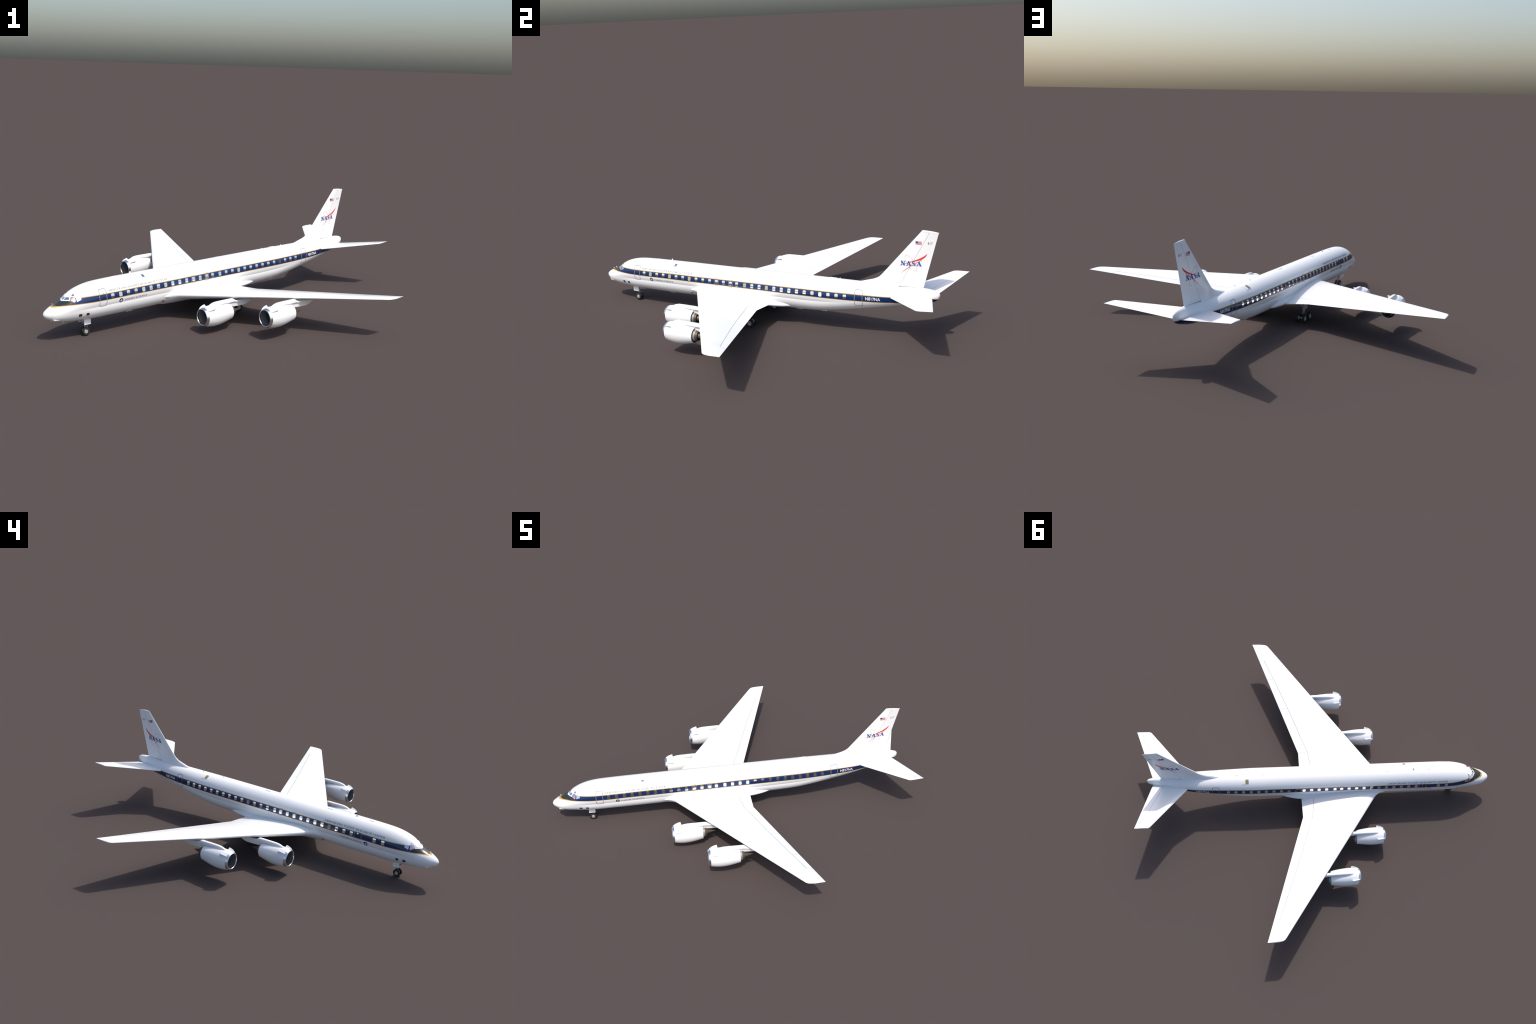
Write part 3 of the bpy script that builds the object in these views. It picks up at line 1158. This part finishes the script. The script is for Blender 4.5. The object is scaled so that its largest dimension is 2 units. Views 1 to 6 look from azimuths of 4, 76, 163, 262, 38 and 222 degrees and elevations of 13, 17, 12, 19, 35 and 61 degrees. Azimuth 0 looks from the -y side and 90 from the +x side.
PANES = {
    "front": [(0.1143, 0.0120, 0.2228), (0.1290, 0.0108, 0.2345), (0.1398, 0.0295, 0.2362), (0.1305, 0.0380, 0.2256)],
    "slide": [(0.1452, 0.0333, 0.2380), (0.1610, 0.0479, 0.2384), (0.1580, 0.0635, 0.2190), (0.1525, 0.0635, 0.2142), (0.1318, 0.0440, 0.2226)],
    "aft": [(0.1645, 0.0525, 0.2370), (0.1861, 0.0630, 0.2370), (0.1866, 0.0708, 0.2250), (0.1630, 0.0672, 0.2155)],
    "brow": [(0.1515, 0.0295, 0.2440), (0.1575, 0.0255, 0.2490), (0.1650, 0.0330, 0.2500), (0.1615, 0.0435, 0.2420), (0.1505, 0.0345, 0.2412)],
}
for side in (-1, 1):
    for key, cs in PANES.items():
        q = [(x, side * y, z) for x, y, z in cs]
        if key == "slide":
            flat_pane("window_frame", q, M_RED, 0.0004, shrink=1.01)
            flat_pane("windshield", q, M_GLASS, 0.0013, shrink=0.87)
        else:
            flat_pane("windshield", q, M_GLASS, 0.0009)
flat_pane("windshield", [(0.1128, -0.0062, 0.2228), (0.1270, -0.0058, 0.2340), (0.1270, 0.0058, 0.2340), (0.1128, 0.0062, 0.2228)], M_GLASS, 0.0009)

# ---- fin markings
def fin_px(u, w):
    """Emblem layout grid -> (x, z) on the fin."""
    return 2.0989 + (u - 1005) * 0.000349, 0.4677 - (w - 585) * 0.000356 + (u - 1005) * 3.376e-5


for side in (-1, 1):
    surf = lambda a, b, h, s=side: on_fin(a, b, s, h)
    dec = Decal(surf)
    pts = smooth_line([fin_px(*p) for p in ((950, 675), (1050, 641), (1150, 614), (1250, 589), (1330, 562), (1390, 528), (1435, 478))], 60)
    wd = pchip([(0, 0.0), (0.15, 0.002), (0.35, 0.0042), (0.55, 0.0080), (0.72, 0.0098), (0.87, 0.0070), (1.0, 0.0)])
    dec.strip(pts, [wd(i / 60) for i in range(61)], h=0.0006)
    pts = smooth_line([fin_px(*p) for p in ((1000, 797), (1060, 747), (1130, 700), (1200, 656), (1260, 624), (1310, 600), (1350, 576))], 60)
    wd = pchip([(0, 0.0), (0.25, 0.0022), (0.7, 0.0030), (1.0, 0.0024)])
    dec.strip(pts, [wd(i / 60) for i in range(61)], h=0.0010)
    dec.build("fin_emblem", M_LRED, fin)
    dec = Decal(surf)
    orb = []
    for i in range(73):
        a = math.radians(lerp(-40, 295, i / 72))
        m, q = 156 * math.cos(a), 53 * math.sin(a)
        orb.append(fin_px(1170 + m * 0.554 + q * 0.833, 628 + m * 0.833 - q * 0.554))
    dec.strip(orb, 0.0015, h=0.0005)
    dec.add(*disc(*fin_px(1157, 714), 0.0022, 12, 1), h=0.0009)
    dec.build("fin_emblem", M_LGOLD, fin)
    dec = Decal(surf)
    serif_text(dec, "NASA", 2.0990, 2.2150, 0.4412, 0.4447, 0.0262, side, T=0.25, t=0.09, gap=0.22)
    for i, p in enumerate(dec.v):
        p.y += side * 0.0005
    dec.build("lettering", M_LBLUE, fin)
    dec = Decal(surf)
    sans_text(dec, "817", 2.2505, 2.2760, 0.5725, 0.5735, 0.0130, side, 0.0)
    dec.build("lettering", M_LETTER, fin)
    # flag: seven red bars on white, blue canton to the front
    x0, x1, z0, z1 = 2.1815, 2.2172, 0.5673, 0.5862
    dec = Decal(surf)
    bar = (z1 - z0) / 13
    for i in range(7):
        zz = z0 + bar * (2 * i + 0.5)
        dec.strip(resample([(x0, zz), (x1, zz)], 0.004), bar * 1.0, h=0.0004)
    dec.build("flag", M_FLAGR, fin)
    dec = Decal(surf)
    dec.strip(resample([(x0, z1 - bar * 3.5), (x0 + 0.0145, z1 - bar * 3.5)], 0.003), bar * 7, h=0.0009)
    dec.build("flag_canton", M_FLAGB, fin)


# ---------------------------------------------------------------- roof and belly fittings
def box(name, x0, x1, y0, y1, z0, z1, mat, parent=None, bev=0.0):
    me = bpy.data.meshes.new(name)
    bm = bmesh.new()
    bmesh.ops.create_cube(bm, size=1)
    for v in bm.verts:
        v.co = Vector((lerp(x0, x1, v.co.x + 0.5), lerp(y0, y1, v.co.y + 0.5), lerp(z0, z1, v.co.z + 0.5)))
    if bev:
        bmesh.ops.bevel(bm, geom=bm.edges[:], offset=bev, segments=2, affect="EDGES")
    bm.to_mesh(me)
    bm.free()
    me.materials.append(mat)
    ob = child(bpy.data.objects.new(name, me), parent)
    if parent:
        ob.location = (0, 0, 0)
    return ob


def blade(x, y, h, chord, up=1, mat=None):
    """Swept blade antenna standing on (or hanging from) the body."""
    z = Z_TOP(x) - 0.003 if up > 0 else Z_BOT(x) + 0.003
    v, f = [], []
    for k, (dx, dz, c, t) in enumerate(((0, 0, chord, 0.0022), (h * 0.55, h + 0.003, chord * 0.5, 0.0010))):
        for a, b in ((0, 0), (0.3, 1), (1, 0), (0.3, -1)):
            v.append((x + dx + a * c, y + b * t / 2, z + up * dz))
    f = [(0, 1, 5, 4), (1, 2, 6, 5), (2, 3, 7, 6), (3, 0, 4, 7), (4, 5, 6, 7), (0, 3, 2, 1)]
    return sub(mesh_obj("blade_antenna", v, f, mat or M_WHITE, fuselage, smooth=False))


blade(0.530, 0, 0.0135, 0.014)
blade(1.546, 0, 0.008, 0.008)
blade(1.719, 0, 0.0095, 0.008)
blade(0.335, 0.0, 0.009, 0.007, -1)
blade(0.105, -0.012, 0.006, 0.005, -1)

for x0, x1 in ((0.420, 0.450), (0.700, 0.740), (1.165, 1.206)):
    z = Z_TOP(0.5 * (x0 + x1))
    sub(box("roof_fairing", x0, x1, -0.0095, 0.0095, z - 0.004, z + 0.0018, M_WHITE, fuselage, 0.0014))
z = Z_BOT(0.51)
sub(box("belly_fairing", 0.505, 0.550, -0.014, 0.014, z - 0.0050, z + 0.004, M_WHITE, fuselage, 0.003))


def roof_patch(name, x0, x1, y0, y1, mat, h):
    n = 6
    v = [on_roof(x, lerp(y0, y1, i / n), h) for i in range(n + 1) for x in (x0, x1)]
    v += [on_roof(x, lerp(y0, y1, i / n), -0.002) for i in range(n + 1) for x in (x0, x1)]
    m = 2 * (n + 1)
    f = [(2 * i, 2 * i + 1, 2 * i + 3, 2 * i + 2) for i in range(n)]
    f += [(2 * i, 2 * i + 2, m + 2 * i + 2, m + 2 * i) for i in range(n)] + [(2 * i + 1, m + 2 * i + 1, m + 2 * i + 3, 2 * i + 3) for i in range(n)]
    f += [(0, m, m + 1, 1), (m - 2, m - 1, 2 * m - 1, 2 * m - 2)]
    return sub(mesh_obj(name, v, f, mat, fuselage, angle=30))


roof_patch("sensor_port", 0.5872, 0.6045, -0.0550, -0.0350, M_GLASS, 0.0008)
roof_patch("sensor_plate", 1.6470, 1.6935, 0.0275, 0.0575, M_WHITE, 0.0014)
roof_patch("sensor_port", 1.6490, 1.6700, 0.0300, 0.0545, M_HATCH, 0.0022)


def tube(name, pts, r, mat, parent, seg=12):
    """Round bar through a list of points; r may be one radius or one per point."""
    v, f = [], []
    P = [Vector(p) for p in pts]
    for i, p in enumerate(P):
        d = (P[min(i + 1, len(P) - 1)] - P[max(i - 1, 0)]).normalized()
        a = d.cross(Vector((0, 0, 1)) if abs(d.z) < 0.9 else Vector((0, 1, 0))).normalized()
        b = d.cross(a)
        rr = r[i] if isinstance(r, (list, tuple)) else r
        v += [p + (a * math.cos(2 * math.pi * k / seg) + b * math.sin(2 * math.pi * k / seg)) * rr for k in range(seg)]
    for i in range(len(P) - 1):
        for k in range(seg):
            j = (k + 1) % seg
            f.append((i * seg + k, i * seg + j, (i + 1) * seg + j, (i + 1) * seg + k))
    f += [tuple(range(seg)), tuple(range((len(P) - 1) * seg, len(P) * seg))]
    return sub(mesh_obj(name, v, f, mat, parent, angle=50))


for s in (-1, 1):
    tube("pitot_probe", [(0.0655, s * 0.011, Z_TOP(0.0655) - 0.003), (0.062, s * 0.0125, Z_TOP(0.0655) + 0.004), (0.054, s * 0.0125, Z_TOP(0.0655) + 0.004)], 0.0011, M_CHROME, fuselage, 8)


# ---- chin air intakes: small scoops either side under the radome
def chin_scoop(s):
    v, f = [], []
    seg = 16
    xs = [0.0400 + 0.036 * i / 10 for i in range(11)]
    for i, x in enumerate(xs):
        k = math.sqrt(max(0.0, 1 - (i / 10) ** 2))
        cy = 0.0300 + 0.010 * (i / 10)
        cz = 0.1305 - 0.004 * (i / 10)
        for q in range(seg):
            a = 2 * math.pi * q / seg
            v.append((x, s * (cy + 0.0075 * k * math.cos(a)), cz + 0.0070 * k * math.sin(a)))
    for i in range(10):
        for q in range(seg):
            j = (q + 1) % seg
            f.append((i * seg + q, i * seg + j, (i + 1) * seg + j, (i + 1) * seg + q))
    sub(mesh_obj("chin_intake", v, f, M_WHITE, fuselage, angle=60))
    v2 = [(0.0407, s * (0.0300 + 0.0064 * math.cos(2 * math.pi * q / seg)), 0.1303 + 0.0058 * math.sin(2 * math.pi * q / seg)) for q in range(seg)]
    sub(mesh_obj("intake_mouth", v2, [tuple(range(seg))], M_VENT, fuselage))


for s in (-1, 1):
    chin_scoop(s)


# ---------------------------------------------------------------- landing gear
def wheel(parent, x, y, z, R, w, rim, out):
    """Tyre and rim turned about the y axis; 'out' is the side the hub faces."""
    seg = 36
    prof = [(rim, -w * 0.32), (rim * 1.06, -w * 0.42), (R * 0.80, -w * 0.5), (R * 0.93, -w * 0.42), (R * 0.985, -w * 0.25), (R, 0),
            (R * 0.985, w * 0.25), (R * 0.93, w * 0.42), (R * 0.80, w * 0.5), (rim * 1.06, w * 0.42), (rim, w * 0.32)]

    def spin(name, prof, mat, par):
        v = [(x + r * math.cos(2 * math.pi * i / seg), y + q, z + r * math.sin(2 * math.pi * i / seg)) for r, q in prof for i in range(seg)]
        f = []
        for k in range(len(prof) - 1):
            for i in range(seg):
                j = (i + 1) % seg
                f.append((k * seg + i, k * seg + j, (k + 1) * seg + j, (k + 1) * seg + i))
        return sub(mesh_obj(name, v, f, mat, par, angle=45))
    spin("tyre", prof, M_TYRE, parent)
    hub = []
    for sg in (-1, 1):
        h = [(rim * 1.02, sg * w * 0.30), (rim * 0.92, sg * w * 0.40), (rim * 0.80, sg * w * 0.36), (rim * 0.62, sg * w * 0.26), (rim * 0.42, sg * w * 0.30), (rim * 0.34, sg * w * 0.48), (0.0002, sg * w * 0.50)]
        spin("rim", h, M_RIM, parent)


ng = empty_part("nose_gear")
for s in (-1, 1):
    wheel(ng, 0.2454, s * 0.0128, 0.0228, 0.0228, 0.0112, 0.0112, s)
    sub(mesh_obj("gear_door", [(0.2246, s * 0.0300, 0.0980), (0.2659, s * 0.0290, 0.0980), (0.2659, s * 0.0318, 0.0662), (0.2246, s * 0.0330, 0.0677),
                               (0.2246, s * 0.0288, 0.0980), (0.2659, s * 0.0278, 0.0980), (0.2659, s * 0.0304, 0.0662), (0.2246, s * 0.0316, 0.0677)],
                 [(0, 1, 2, 3), (7, 6, 5, 4), (0, 4, 5, 1), (1, 5, 6, 2), (2, 6, 7, 3), (3, 7, 4, 0)], M_WHITE, ng, smooth=False))
tube("strut", [(0.2470, 0, 0.105), (0.2462, 0, 0.060)], 0.0058, M_GEAR, ng)
tube("strut", [(0.2462, 0, 0.062), (0.2454, 0, 0.0228)], 0.0040, M_CHROME, ng)
tube("axle", [(0.2454, -0.0175, 0.0228), (0.2454, 0.0175, 0.0228)], 0.0030, M_GEAR, ng)
tube("drag_brace", [(0.205, 0.006, 0.098), (0.243, 0.003, 0.066)], 0.0024, M_GEAR, ng)
tube("drag_brace", [(0.205, -0.006, 0.098), (0.243, -0.003, 0.066)], 0.0024, M_GEAR, ng)
tube("torque_link", [(0.250, 0, 0.056), (0.264, 0, 0.046), (0.250, 0, 0.034)], 0.0019, M_GEAR, ng)
tube("taxi_light", [(0.233, 0, 0.072), (0.240, 0, 0.072)], 0.0046, M_CHROME, ng)

for s in (-1, 1):
    mg = empty_part("main_gear")
    yc = s * 0.1610
    for ax in (1.1345, 1.2050):
        for dy in (-0.0215, 0.0215):
            wheel(mg, ax, yc + dy, 0.0278, 0.0278, 0.0145, 0.0138, math.copysign(1, dy))
        tube("axle", [(ax, yc - 0.026, 0.0278), (ax, yc + 0.026, 0.0278)], 0.0038, M_GEAR, mg)
    tube("bogie_beam", [(1.1320, yc, 0.0278), (1.2075, yc, 0.0278)], 0.0055, M_GEAR, mg)
    tube("strut", [(1.1690, yc, 0.0300), (1.1690, yc, 0.0720)], 0.0062, M_CHROME, mg)
    tube("strut", [(1.1690, yc, 0.0660), (1.1690, yc, 0.1400)], 0.0085, M_GEAR, mg)
    tube("side_brace", [(1.1690, yc - s * 0.004, 0.082), (1.1700, yc - s * 0.045, 0.122)], 0.0034, M_GEAR, mg)
    tube("drag_brace", [(1.1690, yc, 0.080), (1.1100, yc, 0.125)], 0.0034, M_GEAR, mg)
    tube("torque_link", [(1.176, yc, 0.072), (1.196, yc, 0.056), (1.178, yc, 0.040)], 0.0024, M_GEAR, mg)
    sub(mesh_obj("gear_door", [(1.145, yc + s * 0.0120, 0.130), (1.195, yc + s * 0.0120, 0.130), (1.195, yc + s * 0.0140, 0.082), (1.150, yc + s * 0.0140, 0.074),
                               (1.145, yc + s * 0.0106, 0.130), (1.195, yc + s * 0.0106, 0.130), (1.195, yc + s * 0.0126, 0.082), (1.150, yc + s * 0.0126, 0.074)],
                 [(0, 1, 2, 3), (7, 6, 5, 4), (0, 4, 5, 1), (1, 5, 6, 2), (2, 6, 7, 3), (3, 7, 4, 0)], M_GEAR, mg, smooth=False))

for x0 in (1.44, 1.60):
    z = Z_BOT(x0 + 0.02)
    sub(box("belly_fairing", x0, x0 + 0.045, -0.020, 0.020, z - 0.0022, z + 0.012, M_WHITE, fuselage, 0.002))
